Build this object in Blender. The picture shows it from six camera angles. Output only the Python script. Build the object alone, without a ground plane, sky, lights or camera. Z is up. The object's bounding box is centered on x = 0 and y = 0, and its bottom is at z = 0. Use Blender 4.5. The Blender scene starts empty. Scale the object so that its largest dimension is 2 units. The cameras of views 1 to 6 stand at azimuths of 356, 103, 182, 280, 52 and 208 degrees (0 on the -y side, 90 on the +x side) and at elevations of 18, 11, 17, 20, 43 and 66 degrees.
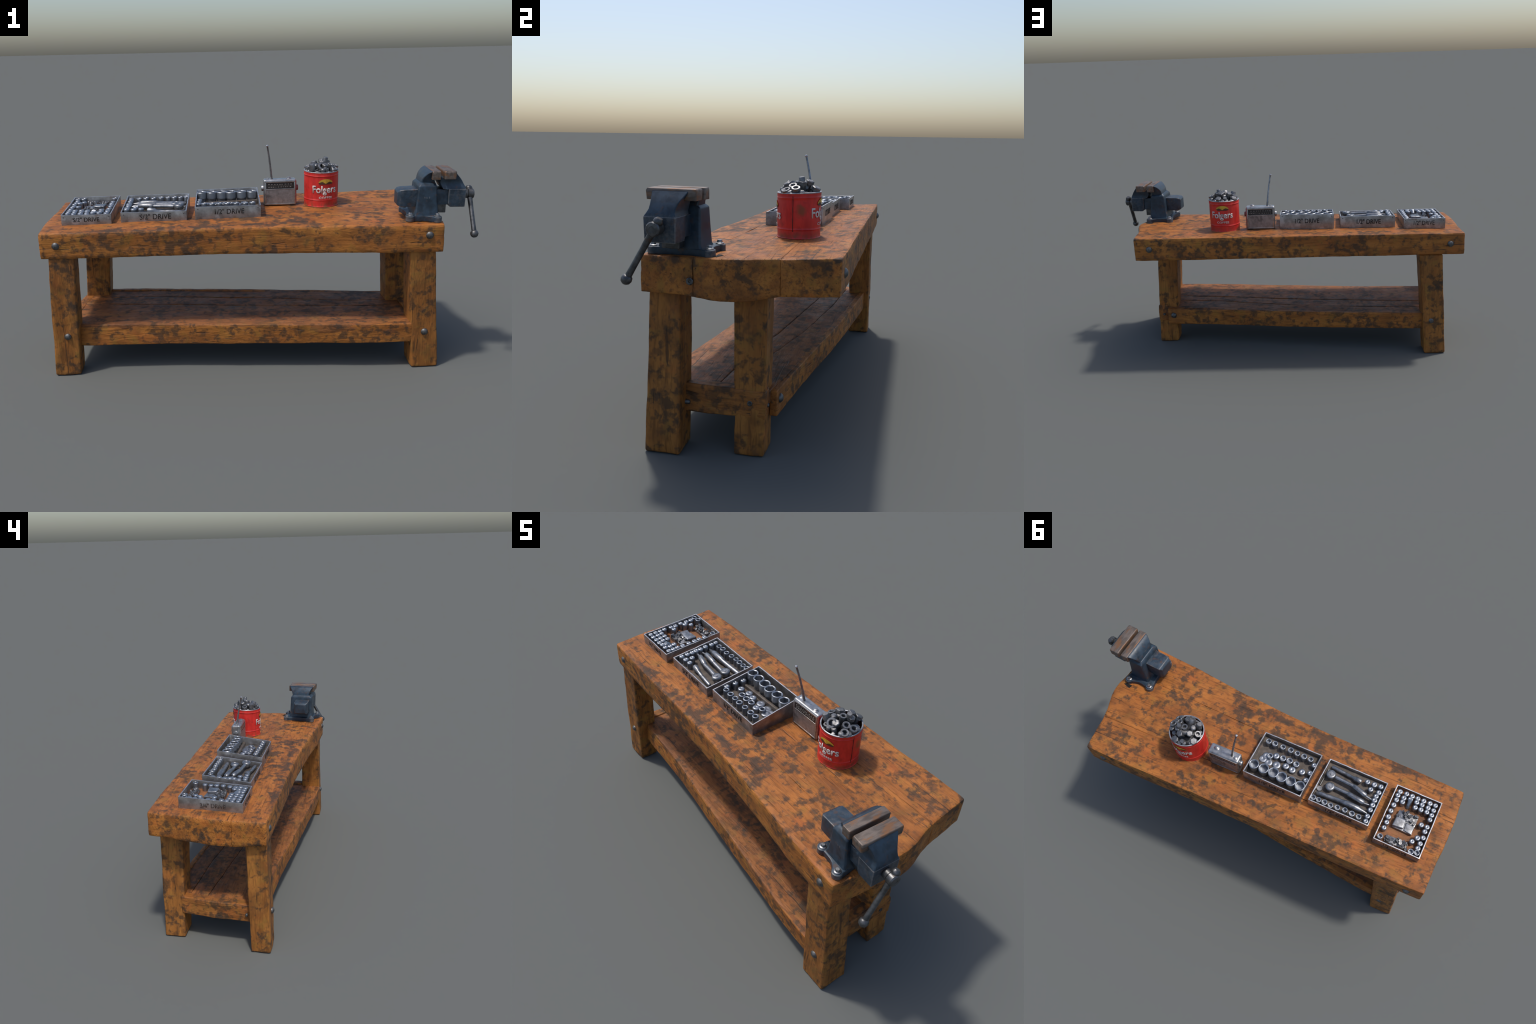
import bpy, bmesh, math, random
import numpy as np
from mathutils import Vector, Matrix, noise

random.seed(7)
COL = bpy.context.scene.collection
PI = math.pi


# ------------------------------------------------------------------ helpers
def add(me, name, parent=None, mats=(), loc=(0, 0, 0), rot=(0, 0, 0), smooth=40):
    ob = bpy.data.objects.new(name, me)
    COL.objects.link(ob)
    for m in mats:
        me.materials.append(m)
    if smooth:
        me.shade_smooth()
        me.set_sharp_from_angle(angle=math.radians(smooth))
    ob.parent = parent
    ob.location = loc
    ob.rotation_euler = rot
    return ob


def place(ob, name, loc, rot=(0, 0, 0), scale=(1, 1, 1)):
    """repeat that shares the mesh data"""
    o = ob.copy()
    o.name = name
    COL.objects.link(o)
    o.location, o.rotation_euler, o.scale = loc, rot, scale
    return o


def thing(name, label, category, loc=(0, 0, 0), rotz=0.0):
    e = bpy.data.objects.new(name, None)
    COL.objects.link(e)
    e.empty_display_size = 0.05
    e.location = loc
    e.rotation_euler = (0, 0, rotz)
    e["label"] = label
    e["category"] = category
    return e


def mesh(name, verts, faces):
    me = bpy.data.meshes.new(name)
    me.from_pydata([tuple(v) for v in verts], [], faces)
    bm = bmesh.new()
    bm.from_mesh(me)
    bmesh.ops.remove_doubles(bm, verts=bm.verts, dist=1e-6)
    bmesh.ops.recalc_face_normals(bm, faces=bm.faces)
    if all(e.is_manifold for e in bm.edges) and bm.calc_volume(signed=True) < 0:
        bmesh.ops.reverse_faces(bm, faces=bm.faces)
    bm.normal_update()
    bm.to_mesh(me)
    bm.free()
    return me


def bevelled(me, width, seg=2, angle=25):
    bm = bmesh.new()
    bm.from_mesh(me)
    es = [e for e in bm.edges if len(e.link_faces) == 2 and e.calc_face_angle(0) > math.radians(angle)]
    bmesh.ops.bevel(bm, geom=es, offset=width, segments=seg, profile=0.6, affect='EDGES', clamp_overlap=True)
    bm.to_mesh(me)
    bm.free()
    return me


def roughen(me, amp, freq, seed=0.0, aniso=(1, 1, 1)):
    """displace along the vertex normals with fractal noise (dents, hewn faces)"""
    nrm = [v.normal.copy() for v in me.vertices]
    off = Vector((seed * 13.1, seed * 7.7, seed * 3.3))
    for v, n in zip(me.vertices, nrm):
        p = Vector((v.co.x * aniso[0], v.co.y * aniso[1], v.co.z * aniso[2])) * freq + off
        d = noise.fractal(p, 0.9, 2.1, 3)
        v.co += n * (d * amp)
    me.update()
    return me


def stations(length, r, step):
    n = max(2, int(length / step))
    a = [0, r * .3, r * .65, r]
    mid = list(np.linspace(r, length - r, n + 1))[1:-1]
    return a + mid + [length - v for v in reversed(a)]


def hewn_box(size, r, step, warp):
    """rounded box as a fine lattice shell, bent into place by warp(a,b,c), a..c in 0..1"""
    ax = [stations(size[i], r, step[i]) for i in range(3)]
    n = [len(v) for v in ax]
    idx, verts, faces = {}, [], []

    def vert(i, j, k):
        key = (i, j, k)
        if key not in idx:
            p = np.array((ax[0][i], ax[1][j], ax[2][k]))
            q = np.clip(p, r, np.array(size) - r)
            d = p - q
            l = np.linalg.norm(d)
            if l > 1e-9:
                # push onto the rounded corner
                p = q + d / l * r * min(1.0, np.max(np.abs(d)) / r)
            idx[key] = len(verts)
            verts.append(warp(*(p / np.array(size))))
        return idx[key]

    for d in range(3):
        u, w = [(1, 2), (0, 2), (0, 1)][d]
        for side in (0, n[d] - 1):
            for a in range(n[u] - 1):
                for b in range(n[w] - 1):
                    q = []
                    for (s, t) in ((0, 0), (1, 0), (1, 1), (0, 1)):
                        c = [0, 0, 0]
                        c[d], c[u], c[w] = side, a + s, b + t
                        q.append(vert(*c))
                    faces.append(q)
    return verts, faces


def tri8(lo, hi):
    """trilinear warp between a lower and an upper quad, each (x0y0, x1y0, x1y1, x0y1)"""
    lo, hi = [Vector(p) for p in lo], [Vector(p) for p in hi]

    def bil(q, a, b):
        return q[0].lerp(q[1], a).lerp(q[3].lerp(q[2], a), b)
    return lambda a, b, c: bil(lo, a, b).lerp(bil(hi, a, b), c)


def poly(pts):
    xs, ys = [p[0] for p in pts], [p[1] for p in pts]
    return lambda t: float(np.interp(t, xs, ys))


def smooth_curve(pts):
    f = poly(pts)
    h = (pts[-1][0] - pts[0][0]) / 40
    return lambda t: (f(t - h) + 2 * f(t) + f(t + h)) / 4


def lathe(profile, seg=32, shape=None, caps=True):
    """profile [(r,z)...] turned about z; shape(angle, i) scales the radius"""
    V, F = [], []
    for i, (r, z) in enumerate(profile):
        for s in range(seg):
            a = 2 * PI * s / seg
            k = shape(a, i) if shape else 1
            V.append((r * k * math.cos(a), r * k * math.sin(a), z))
    for i in range(len(profile) - 1):
        for s in range(seg):
            t = (s + 1) % seg
            F.append((i * seg + s, i * seg + t, (i + 1) * seg + t, (i + 1) * seg + s))
    if caps:
        F.append(tuple(range(seg)))
        b = (len(profile) - 1) * seg
        F.append(tuple(range(b, b + seg)))
    return V, F


def loft(sections, caps=True):
    n = len(sections[0])
    V = [p for s in sections for p in s]
    F = []
    for i in range(len(sections) - 1):
        for j in range(n):
            k = (j + 1) % n
            F.append((i * n + j, i * n + k, (i + 1) * n + k, (i + 1) * n + j))
    if caps:
        F.append(tuple(range(n)))
        F.append(tuple(range((len(sections) - 1) * n, len(sections) * n)))
    return V, F


def tube(path, radii, seg=14):
    path = [Vector(p) for p in path]
    sec = []
    for i, p in enumerate(path):
        d = (path[min(i + 1, len(path) - 1)] - path[max(i - 1, 0)]).normalized()
        x = d.orthogonal().normalized() if i == 0 else (x - d * x.dot(d)).normalized()
        y = d.cross(x)
        sec.append([p + (x * math.cos(2 * PI * s / seg) + y * math.sin(2 * PI * s / seg)) * radii[i] for s in range(seg)])
    return loft(sec)


def join(parts):
    V, F = [], []
    for v, f in parts:
        o = len(V)
        V += [tuple(p) for p in v]
        F += [tuple(i + o for i in q) for q in f]
    return V, F


def moved(vf, M):
    return [M @ Vector(p) for p in vf[0]], vf[1]


def box(x0, x1, y0, y1, z0, z1):
    return loft([[(x0, y0, z0), (x1, y0, z0), (x1, y1, z0), (x0, y1, z0)],
                 [(x0, y0, z1), (x1, y0, z1), (x1, y1, z1), (x0, y1, z1)]])


def lettering(body, width, height, bold=0.0, extrude=0.0004):
    """built-in font as a mesh, lower left corner at 0, stretched to width x height"""
    cu = bpy.data.curves.new("lettering", 'FONT')
    cu.body, cu.size, cu.offset, cu.extrude = body, 1.0, bold, 0.0
    cu.resolution_u = 4
    ob = bpy.data.objects.new("lettering_helper", cu)
    COL.objects.link(ob)
    bpy.context.view_layer.update()
    me = bpy.data.meshes.new_from_object(ob.evaluated_get(bpy.context.evaluated_depsgraph_get()))
    bpy.data.objects.remove(ob)
    bm = bmesh.new()
    bm.from_mesh(me)
    g = bmesh.ops.extrude_face_region(bm, geom=list(bm.faces))
    for v in [e for e in g['geom'] if isinstance(e, bmesh.types.BMVert)]:
        v.co.z += 1.0
    bmesh.ops.recalc_face_normals(bm, faces=bm.faces)
    bm.to_mesh(me)
    bm.free()
    co = np.array([v.co for v in me.vertices])
    lo, hi = co.min(0), co.max(0)
    for v in me.vertices:
        v.co = ((v.co.x - lo[0]) / (hi[0] - lo[0]) * width,
                (v.co.y - lo[1]) / (hi[1] - lo[1]) * height, v.co.z * extrude)
    return me


# ---------------------------------------------------------------- materials
class Nodes:
    def __init__(self, name):
        self.m = bpy.data.materials.new(name)
        self.m.use_nodes = True
        self.t = self.m.node_tree
        self.b = self.t.nodes["Principled BSDF"]
        self.obj = self.n("ShaderNodeTexCoord").outputs["Object"]

    def n(self, kind, **kw):
        x = self.t.nodes.new(kind)
        for k, v in kw.items():
            setattr(x, k, v)
        return x

    def link(self, a, b):
        self.t.links.new(a, b)

    def put(self, node, key, val):
        if isinstance(val, bpy.types.NodeSocket):
            self.link(val, node.inputs[key])
        else:
            node.inputs[key].default_value = val

    def scaled(self, s, loc=(0, 0, 0)):
        x = self.n("ShaderNodeMapping")
        self.link(self.obj, x.inputs[0])
        x.inputs["Scale"].default_value = s
        x.inputs["Location"].default_value = loc
        return x.outputs[0]

    def noise(self, vec, scale, detail=4, rough=.55, dist=0.0):
        x = self.n("ShaderNodeTexNoise")
        self.link(vec, x.inputs["Vector"])
        x.inputs["Scale"].default_value = scale
        x.inputs["Detail"].default_value = detail
        x.inputs["Roughness"].default_value = rough
        x.inputs["Distortion"].default_value = dist
        return x.outputs["Fac"]

    def voronoi(self, vec, scale, feature='F1', rnd=1.0):
        x = self.n("ShaderNodeTexVoronoi", feature=feature)
        self.link(vec, x.inputs["Vector"])
        x.inputs["Scale"].default_value = scale
        x.inputs["Randomness"].default_value = rnd
        return x.outputs["Distance"]

    def ramp(self, fac, stops):
        x = self.n("ShaderNodeValToRGB")
        self.link(fac, x.inputs[0])
        e = x.color_ramp.elements
        while len(e) < len(stops):
            e.new(.5)
        for el, (p, c) in zip(e, stops):
            el.position = p
            el.color = (*c, 1) if not isinstance(c, (int, float)) else (c, c, c, 1)
        return x.outputs[0]

    def mask(self, fac, lo, hi):
        x = self.n("ShaderNodeMapRange", interpolation_type='SMOOTHSTEP')
        self.put(x, 0, fac)
        x.inputs[1].default_value, x.inputs[2].default_value = lo, hi
        return x.outputs[0]

    def mix(self, fac, a, b, blend='MIX'):
        x = self.n("ShaderNodeMix", data_type='RGBA', blend_type=blend)
        for k, v in ((0, fac), (6, a), (7, b)):
            if isinstance(v, tuple):
                v = (*v, 1)
            self.put(x, k, v)
        return x.outputs[2]

    def math(self, op, a, b=0.0):
        x = self.n("ShaderNodeMath", operation=op)
        self.put(x, 0, a)
        self.put(x, 1, b)
        return x.outputs[0]

    def sep(self, vec=None):
        x = self.n("ShaderNodeSeparateXYZ")
        self.link(vec or self.obj, x.inputs[0])
        return x.outputs

    def finish(self, color, rough, metal=0.0, bump=None, strength=.3, dist=.002, spec=.5):
        self.put(self.b, "Base Color", (*color, 1) if isinstance(color, tuple) else color)
        self.put(self.b, "Roughness", rough)
        self.put(self.b, "Metallic", metal)
        self.b.inputs["Specular IOR Level"].default_value = spec
        if bump is not None:
            x = self.n("ShaderNodeBump")
            x.inputs["Strength"].default_value = strength
            x.inputs["Distance"].default_value = dist
            self.link(bump, x.inputs["Height"])
            self.link(x.outputs[0], self.b.inputs["Normal"])
        return self.m


def wood(name, axis, light, deep, dark_lo, dark_hi, spots=.62, worn=0.0, stain_zone=False, cracks=()):
    """oiled old timber: grain along axis, mottled orange and olive, black oil stains and spots"""
    N = Nodes(name)
    s = [1.0, 1.0, 1.0]
    s[axis] = .12
    g = N.scaled(tuple(s))
    s2 = [1.0, 1.0, 1.0]
    s2[axis] = .9
    w = N.scaled(tuple(s2), (3.1, 1.7, .4))
    s3 = [1.0, 1.0, 1.0]
    s3[axis] = 1.0
    fine = N.noise(g, 95, 5, .62, .6)
    broad = N.noise(g, 16, 4, .55, .3)
    col = N.mix(N.mask(broad, .3, .72), deep, light)
    col = N.mix(N.math('MULTIPLY', N.mask(fine, .45, .68), .62), col, tuple(c * .42 for c in deep))
    mott = N.noise(N.obj, 13, 4, .6, .4)
    col = N.mix(N.math('MULTIPLY', N.mask(mott, .52, .68), .5), col, (light[0] * .62, light[1] * .86, light[2] * .8))
    red = N.noise(w, 11, 3, .5)
    col = N.mix(N.math('MULTIPLY', N.mask(red, .58, .74), .4), col, (light[0] * 1.05, light[1] * .72, light[2] * .75))
    # faint brown bruises, then near-black oil specks that gather in clusters
    bl = N.noise(w, 12, 3, .55)
    col = N.mix(N.math('MULTIPLY', N.mask(bl, .46, .66), .5), col, (deep[0] * .45, deep[1] * .5, deep[2] * .7))
    cluster = N.noise(N.scaled((1, 1, 1), (2.3, 8.2, 5.1)), 5.0, 2, .5)
    gather = N.math('MULTIPLY', N.math('SUBTRACT', cluster, .5), .5)
    sp = N.math('ADD', N.noise(N.scaled(tuple(s3), (7.3, 2.2, 5.1)), 30, 3, .56, .2), gather)
    col = N.mix(N.math('MULTIPLY', N.mask(sp, spots - .09, spots + .08), .8), col, (.060, .035, .019))
    lone = N.noise(N.scaled(tuple(s3), (1.3, 6.2, 9.1)), 21, 2, .5)      # single round spots everywhere
    col = N.mix(N.math('MULTIPLY', N.mask(lone, .585, .70), .55), col, (.078, .040, .020))
    st = N.noise(w, 15, 3, .62)
    if stain_zone:
        x, y, z = N.sep()
        k = N.math('MULTIPLY', N.mask(N.math('ABSOLUTE', N.math('ADD', y, .17)), .24, .03),
                   N.mask(N.math('ABSOLUTE', N.math('ADD', x, .16)), .95, .35))
        st = N.math('ADD', st, N.math('MULTIPLY', k, .10))
    st = N.math('ADD', st, N.math('MULTIPLY', gather, .55))
    col = N.mix(N.math('MULTIPLY', N.mask(st, dark_lo - .02, dark_hi + .03), .80), col, (.054, .036, .024))
    # pale rubbed scratches
    sc = N.noise(N.scaled(tuple(v * (1.6 if i != axis else .35) for i, v in enumerate(s)), (9, 4, 2)), 60, 3, .6)
    col = N.mix(N.math('MULTIPLY', N.mask(sc, .68, .78), .25), col, (light[0] * 1.25, light[1] * 1.5, light[2] * 2.2))
    s4 = [1.0, 1.0, 1.0]
    s4[axis] = .06
    ck = N.noise(N.scaled(tuple(s4), (4.4, 3.3, 1.1)), 75, 3, .55, .4)       # thin dark drying checks along the grain
    col = N.mix(N.math('MULTIPLY', N.mask(ck, .655, .70), .7), col, (.035, .020, .012))
    pt = N.n("ShaderNodeNewGeometry").outputs["Pointiness"]
    rub = N.mask(N.math('ADD', pt, N.math('MULTIPLY', N.math('SUBTRACT', mott, .5), .08)), .53, .60)   # edges rubbed pale
    col = N.mix(N.math('MULTIPLY', rub, .4), col, (light[0] * 1.2, light[1] * 1.4, light[2] * 1.9))
    for (ca, cv, lim, wid) in cracks:      # hairline checks at plank ends
        xyz = N.sep()
        wob = N.math('MULTIPLY', N.math('SUBTRACT', N.noise(g, 20, 2), .5), .01)
        d = N.math('ABSOLUTE', N.math('ADD', N.math('SUBTRACT', xyz[ca], cv), wob))
        k = N.mask(d, wid, wid * .3)
        if lim is not None:
            k = N.math('MULTIPLY', k, N.mask(xyz[lim[0]], lim[1], lim[2]))
        col = N.mix(N.math('MULTIPLY', k, .85), col, (.03, .018, .01))
    rough = N.ramp(st, [(.3, .5), (.7, .68)])
    bump = N.math('ADD', N.math('MULTIPLY', fine, .9), N.math('MULTIPLY', mott, 1.2))
    bump = N.math('SUBTRACT', bump, N.math('MULTIPLY', N.mask(ck, .62, .72), .5))
    return N.finish(col, rough, 0, bump, .6, .005, .3)


def steel(name, a, b, rough=(.3, .5), metal=.85, rust=.0, scale=60, dark=(.05, .042, .036), scuff=0):
    N = Nodes(name)
    n1 = N.noise(N.obj, scale, 5, .6)
    n2 = N.noise(N.scaled((1, 1, 1), (5, 2, 8)), scale * .4, 4, .6, .4)
    col = N.mix(N.mask(n1, .3, .7), a, b)
    col = N.mix(N.math('MULTIPLY', N.mask(n2, .54, .72), .55), col, dark)
    if scuff:
        n4 = N.noise(N.scaled((1, 1, 1), (4, 4, 9)), scuff, 3, .5)
        col = N.mix(N.math('MULTIPLY', N.mask(n4, .56, .66), .6), col, (.52, .52, .54))
    if rust:
        n3 = N.noise(N.scaled((1, 1, 1), (1, 9, 3)), scale * .7, 4, .6)
        col = N.mix(N.math('MULTIPLY', N.mask(n3, .64 - rust * .1, .76), .7), col, (.16, .07, .03))
    r = N.ramp(n2, [(.3, rough[0]), (.7, rough[1])])
    return N.finish(col, r, metal, n1, .15, .001)


M_TOP = wood("wood_top", 0, (.42, .148, .030), (.30, .096, .021), .60, .66, .60, stain_zone=True,
             cracks=((1, .243, (0, .60, .66), .0022), (1, -.251, (0, .852, .858), .002), (1, .05, (0, -.96, -.985), .0018)))
M_BEAM = wood("wood_beam", 0, (.45, .170, .032), (.32, .108, .021), .62, .67, .575)
M_LEG = wood("wood_leg", 2, (.41, .168, .036), (.285, .104, .022), .64, .69, .60,
             cracks=((0, -.925, (2, .36, .22), .0022),))
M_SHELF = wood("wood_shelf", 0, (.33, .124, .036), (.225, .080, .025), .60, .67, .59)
M_CROSS = wood("wood_crosspiece", 1, (.39, .150, .033), (.275, .096, .022), .62, .68, .58)
M_BOLT = steel("bolt_steel", (.085, .083, .080), (.17, .168, .165), (.4, .55), .75, .5)
M_TRAY = steel("tray_steel", (.22, .206, .198), (.38, .368, .365), (.28, .42), .80, .45, 24, (.07, .058, .05), 17)
M_RIM = steel("tray_rim_steel", (.32, .32, .335), (.52, .52, .545), (.34, .48), .82, .3, 40)
M_SOCKET = steel("socket_chrome", (.21, .224, .25), (.41, .43, .465), (.32, .46), .88, .0, 70, (.06, .06, .066))
M_TOOL = steel("tool_steel", (.17, .173, .18), (.34, .345, .36), (.3, .46), .86, .25, 50)
M_PILE = steel("hardware_steel", (.13, .13, .133), (.27, .27, .28), (.4, .56), .85, .5, 60)
M_DARKSTEEL = steel("dark_steel", (.065, .066, .066), (.14, .14, .143), (.34, .5), .78, .25, 40)
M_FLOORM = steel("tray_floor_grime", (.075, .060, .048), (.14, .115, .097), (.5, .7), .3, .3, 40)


def plain(name, col, rough, metal=0.0):
    N = Nodes(name)
    n1 = N.noise(N.obj, 50, 4)
    c = N.mix(N.mask(n1, .35, .7), col, tuple(v * .72 for v in col))
    return N.finish(c, rough, metal, n1, .1, .001)


M_INK = plain("black_ink", (.018, .016, .015), .6)
M_FADED = plain("faded_ink", (.075, .066, .06), .6)
M_WHITE = plain("white_print", (.72, .68, .64), .5)
M_YELLOW = plain("yellow_print", (.62, .36, .03), .5)
M_BROWN = plain("brown_print", (.085, .03, .012), .55)
M_BLACK = plain("black_hollow", (.006, .006, .006), .9)
M_CREAM = plain("dial_print", (.33, .31, .28), .6)
M_DIAL = plain("dial_black", (.022, .02, .02), .35)


def vise_paint():
    N = Nodes("vise_blue_paint")
    n1 = N.noise(N.obj, 34, 5, .6, .3)
    n2 = N.noise(N.scaled((1, 1, 1), (3, 7, 1)), 75, 4, .65)
    col = N.mix(N.mask(n1, .3, .7), (.014, .025, .038), (.028, .052, .080))
    col = N.mix(N.math('MULTIPLY', N.mask(n2, .55, .7), .55), col, (.03, .03, .033))
    geo = N.n("ShaderNodeNewGeometry").outputs["Pointiness"]
    wear = N.mask(N.math('ADD', geo, N.math('MULTIPLY', N.math('SUBTRACT', n2, .5), .05)), .525, .575)
    col = N.mix(N.math('MULTIPLY', wear, .75), col, (.22, .205, .195))
    n3 = N.noise(N.scaled((1, 1, 1), (8, 1, 4)), 28, 4, .6)
    col = N.mix(N.math('MULTIPLY', N.mask(n3, .58, .70), .55), col, (.095, .045, .024))
    return N.finish(col, N.ramp(n1, [(.3, .36), (.7, .52)]), .15, n2, .15, .001)


def vise_jaw():
    N = Nodes("jaw_rusty_steel")
    g = N.scaled((1, .25, 1))
    n1 = N.noise(g, 70, 4, .6, .3)
    n2 = N.noise(N.scaled((1, .35, 1), (2, 5, 1)), 40, 4, .6)
    col = N.mix(N.mask(n1, .3, .7), (.095, .075, .062), (.19, .15, .125))
    col = N.mix(N.math('MULTIPLY', N.mask(n2, .5, .64), .75), col, (.24, .105, .04))
    return N.finish(col, .5, .45, n1, .3, .001)


def can_paint():
    N = Nodes("can_red_paint")
    n1 = N.noise(N.scaled((1, 1, .35)), 40, 5, .6, .3)
    n2 = N.noise(N.obj, 26, 5, .62, .2)
    n3 = N.noise(N.scaled((1, 1, .25), (4, 2, 7)), 55, 4, .65)
    x, y, z = N.sep()
    col = N.mix(N.mask(n1, .3, .7), (.50, .017, .013), (.68, .032, .023))
    col = N.mix(N.math('MULTIPLY', N.mask(n2, .55, .68), .4), col, (.27, .016, .012))
    col = N.mix(N.math('MULTIPLY', N.mask(n3, .62, .72), .5), col, (.22, .10, .05))
    low = N.math('MULTIPLY', N.mask(z, .035, .0), N.mask(n2, .42, .6))
    col = N.mix(N.math('MULTIPLY', low, .8), col, (.16, .075, .03))      # rust creeping up from the foot
    # big dull stain on the seam side
    d = N.n("ShaderNodeVectorMath", operation='DISTANCE')
    N.link(N.obj, d.inputs[0])
    d.inputs[1].default_value = (.086, .022, .108)
    k = N.mask(N.math('ADD', d.outputs["Value"], N.math('MULTIPLY', N.math('SUBTRACT', n2, .5), .06)), .032, .008)
    col = N.mix(N.math('MULTIPLY', k, .7), col, (.13, .065, .018))
    return N.finish(col, N.ramp(n2, [(.3, .38), (.7, .55)]), 0, n1, .1, .001)


M_VISE, M_JAW, M_CAN = vise_paint(), vise_jaw(), can_paint()
M_RADIO = steel("radio_brushed_metal", (.28, .275, .275), (.48, .475, .48), (.26, .42), .85, .15, 30)
M_GRILLE = steel("radio_grille_metal", (.24, .226, .22), (.34, .32, .315), (.4, .55), .7, .2, 60)
M_RED_REFLECTION = plain("radio_red_side", (.24, .075, .07), .4, .3)  # reddish reflection on the silver +x side, put in as base colour


# ---------------------------------------------------------------- workbench
def table_z(x, y):
    return .7125 + .004 * x + .026 * y + .0035 * min(1, max(0, (y - .21) / .10))


bench = thing("workbench", "heavy worn timber workbench with stained top and lower shelf", "workbench")

front_y = smooth_curve([(-1.05, -.224), (-.99, -.228), (-.75, -.240), (-.5, -.246), (-.3, -.251), (-.1, -.259), (.1, -.273),
                        (.35, -.297), (.56, -.325), (.70, -.334), (.83, -.3415), (1.0, -.342)])
back_y = smooth_curve([(-1.05, .333), (-.97, .337), (-.8, .341), (-.5, .340), (0.0, .339), (.4, .339), (.64, .342), (.83, .338), (1.0, .338)])
left_x = smooth_curve([(-.40, -.985), (-.23, -.993), (-.08, -1.0), (.04, -.997), (.14, -.988), (.29, -.984), (.45, -.980)])
right_x = smooth_curve([(-.45, .830), (-.335, .834), (-.26, .848), (-.146, .864), (-.06, .880), (0.0, .879), (.045, .870), (.10, .853),
                        (.15, .846), (.245, .838), (.335, .831), (.45, .831)])
under_z = lambda x, y: .587 + .012 * (y + .05) / .35 - .014 * max(0, 1 - ((y + .02) / .16) ** 2) * max(0, min(1, (x - .55) / .25)) \
    - .016 * max(0, 1 - ((y - .03) / .22) ** 2) * max(0, min(1, (-.70 - x) / .25))
seam_a = smooth_curve([(-1.05, -.064), (-.95, -.070), (-.5, -.092), (0, -.112), (.3, -.124), (.69, -.141), (.95, -.145)])
seam_b = smooth_curve([(-1.05, .138), (-.9, .143), (-.63, .146), (-.3, .138), (.25, .146), (.66, .144), (.95, .145)])
EDGE = .011


def slab_plank(ya, yb, outer_a, outer_b, seed):
    def warp(a, b, c):
        x = -1 + 1.85 * a
        for _ in range(3):
            y0, y1 = ya(x), yb(x)
            if not outer_a:
                y0 += .0002
            if not outer_b:
                y1 -= .0002
            y = y0 + (y1 - y0) * b
            x = left_x(y) + (right_x(y) - left_x(y)) * a
        zt, zb = table_z(x, y), under_z(x, y)
        z = zb + (zt - zb) * c
        # rubbed outer edges: push points near an outer arris onto a rounded, slightly chipped one
        big = 1.0
        dl, dr = x - left_x(y), right_x(y) - x
        df, db = (y - front_y(x)) if outer_a else big, (back_y(x) - y) if outer_b else big
        rt = (EDGE if y < .2 else .006) * (1 + .5 * noise.noise(Vector((x * 9, y * 9, 2.2 + seed))))
        top_half = c > .5
        dz = zt - z if top_half else z - zb
        R = rt if top_half else .006
        dx, dy = min(dl, dr), min(df, db)
        q = Vector((max(R - dx, 0), max(R - dy, 0), max(R - dz, 0)))
        if q.length > R:
            k = 1 - R / q.length
            x += q.x * k * (1 if dl < dr else -1)
            y += q.y * k * (1 if df < db else -1)
            z += q.z * k * (-1 if top_half else 1)
        return Vector((x, y, z))
    V, F = hewn_box((1.85, yb(0) - ya(0), .128), .0018, (.012, .012, .012), warp)
    me = mesh("tabletop_plank", V, F)
    roughen(me, .0022, 9, seed, (.55, 1, 1))
    roughen(me, .0010, 38, seed + 3, (.5, 1, 1))
    ob = add(me, "tabletop_plank", bench, [M_TOP, M_BEAM], smooth=50)
    for p in me.polygons:
        if abs(p.normal.z) < .72 or p.normal.z < 0:
            p.material_index = 1
    return ob


slab_plank(front_y, seam_a, True, False, 1)
slab_plank(seam_a, seam_b, False, False, 2)
slab_plank(seam_b, back_y, False, True, 3)

ZT = .594
legs = [  # foot (x0,x1,y0,y1), head (x0,x1,y0,y1)
    ((-.985, -.865, -.238, -.140), (-.961, -.845, -.224, -.122)),
    ((-.908, -.790, .214, .320), (-.869, -.745, .207, .320)),
    ((.718, .844, -.334, -.207), (.684, .808, -.321, -.208)),
    ((.676, .787, -.024, .083), (.646, .759, -.034, .083)),
]
for i, (f, h) in enumerate(legs):
    g = .0005
    q = lambda r, z: [(r[0] - g, r[2] - g, z), (r[1] + g, r[2] - g, z), (r[1] + g, r[3] + g, z), (r[0] - g, r[3] + g, z)]
    V, F = hewn_box((.12, .11, .59), .008, (.013, .013, .013), tri8(q(f, 0), q(h, ZT)))
    me = mesh("leg", V, F)
    roughen(me, .0030, 9, i + 20, (1, 1, .5))
    roughen(me, .0012, 40, i + 30, (1, 1, .4))
    for v in me.vertices:
        v.co.z = max(v.co.z, 0.0)
    add(me, "leg", bench, [M_LEG], smooth=50)

# lower shelf: planks, front and back rail, two cross stretchers
sh_front = smooth_curve([(-.92, -.170), (-.85, -.182), (-.49, -.204), (-.11, -.251), (.28, -.293), (.45, -.313), (.69, -.331), (.72, -.331), (.83, -.331)])
sh_back = smooth_curve([(-.92, .300), (-.77, .290), (-.35, .250), (-.075, .216), (.35, .152), (.69, .098), (.85, .076)])
sh_seam = smooth_curve([(-.92, .100), (-.67, .071), (.07, -.022), (.48, -.082), (.727, -.100), (.85, -.108)])
sh_seam2 = smooth_curve([(-.92, .190), (-.5, .160), (-.10, .106), (.016, .090), (.406, .004), (.85, -.04)])


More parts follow.
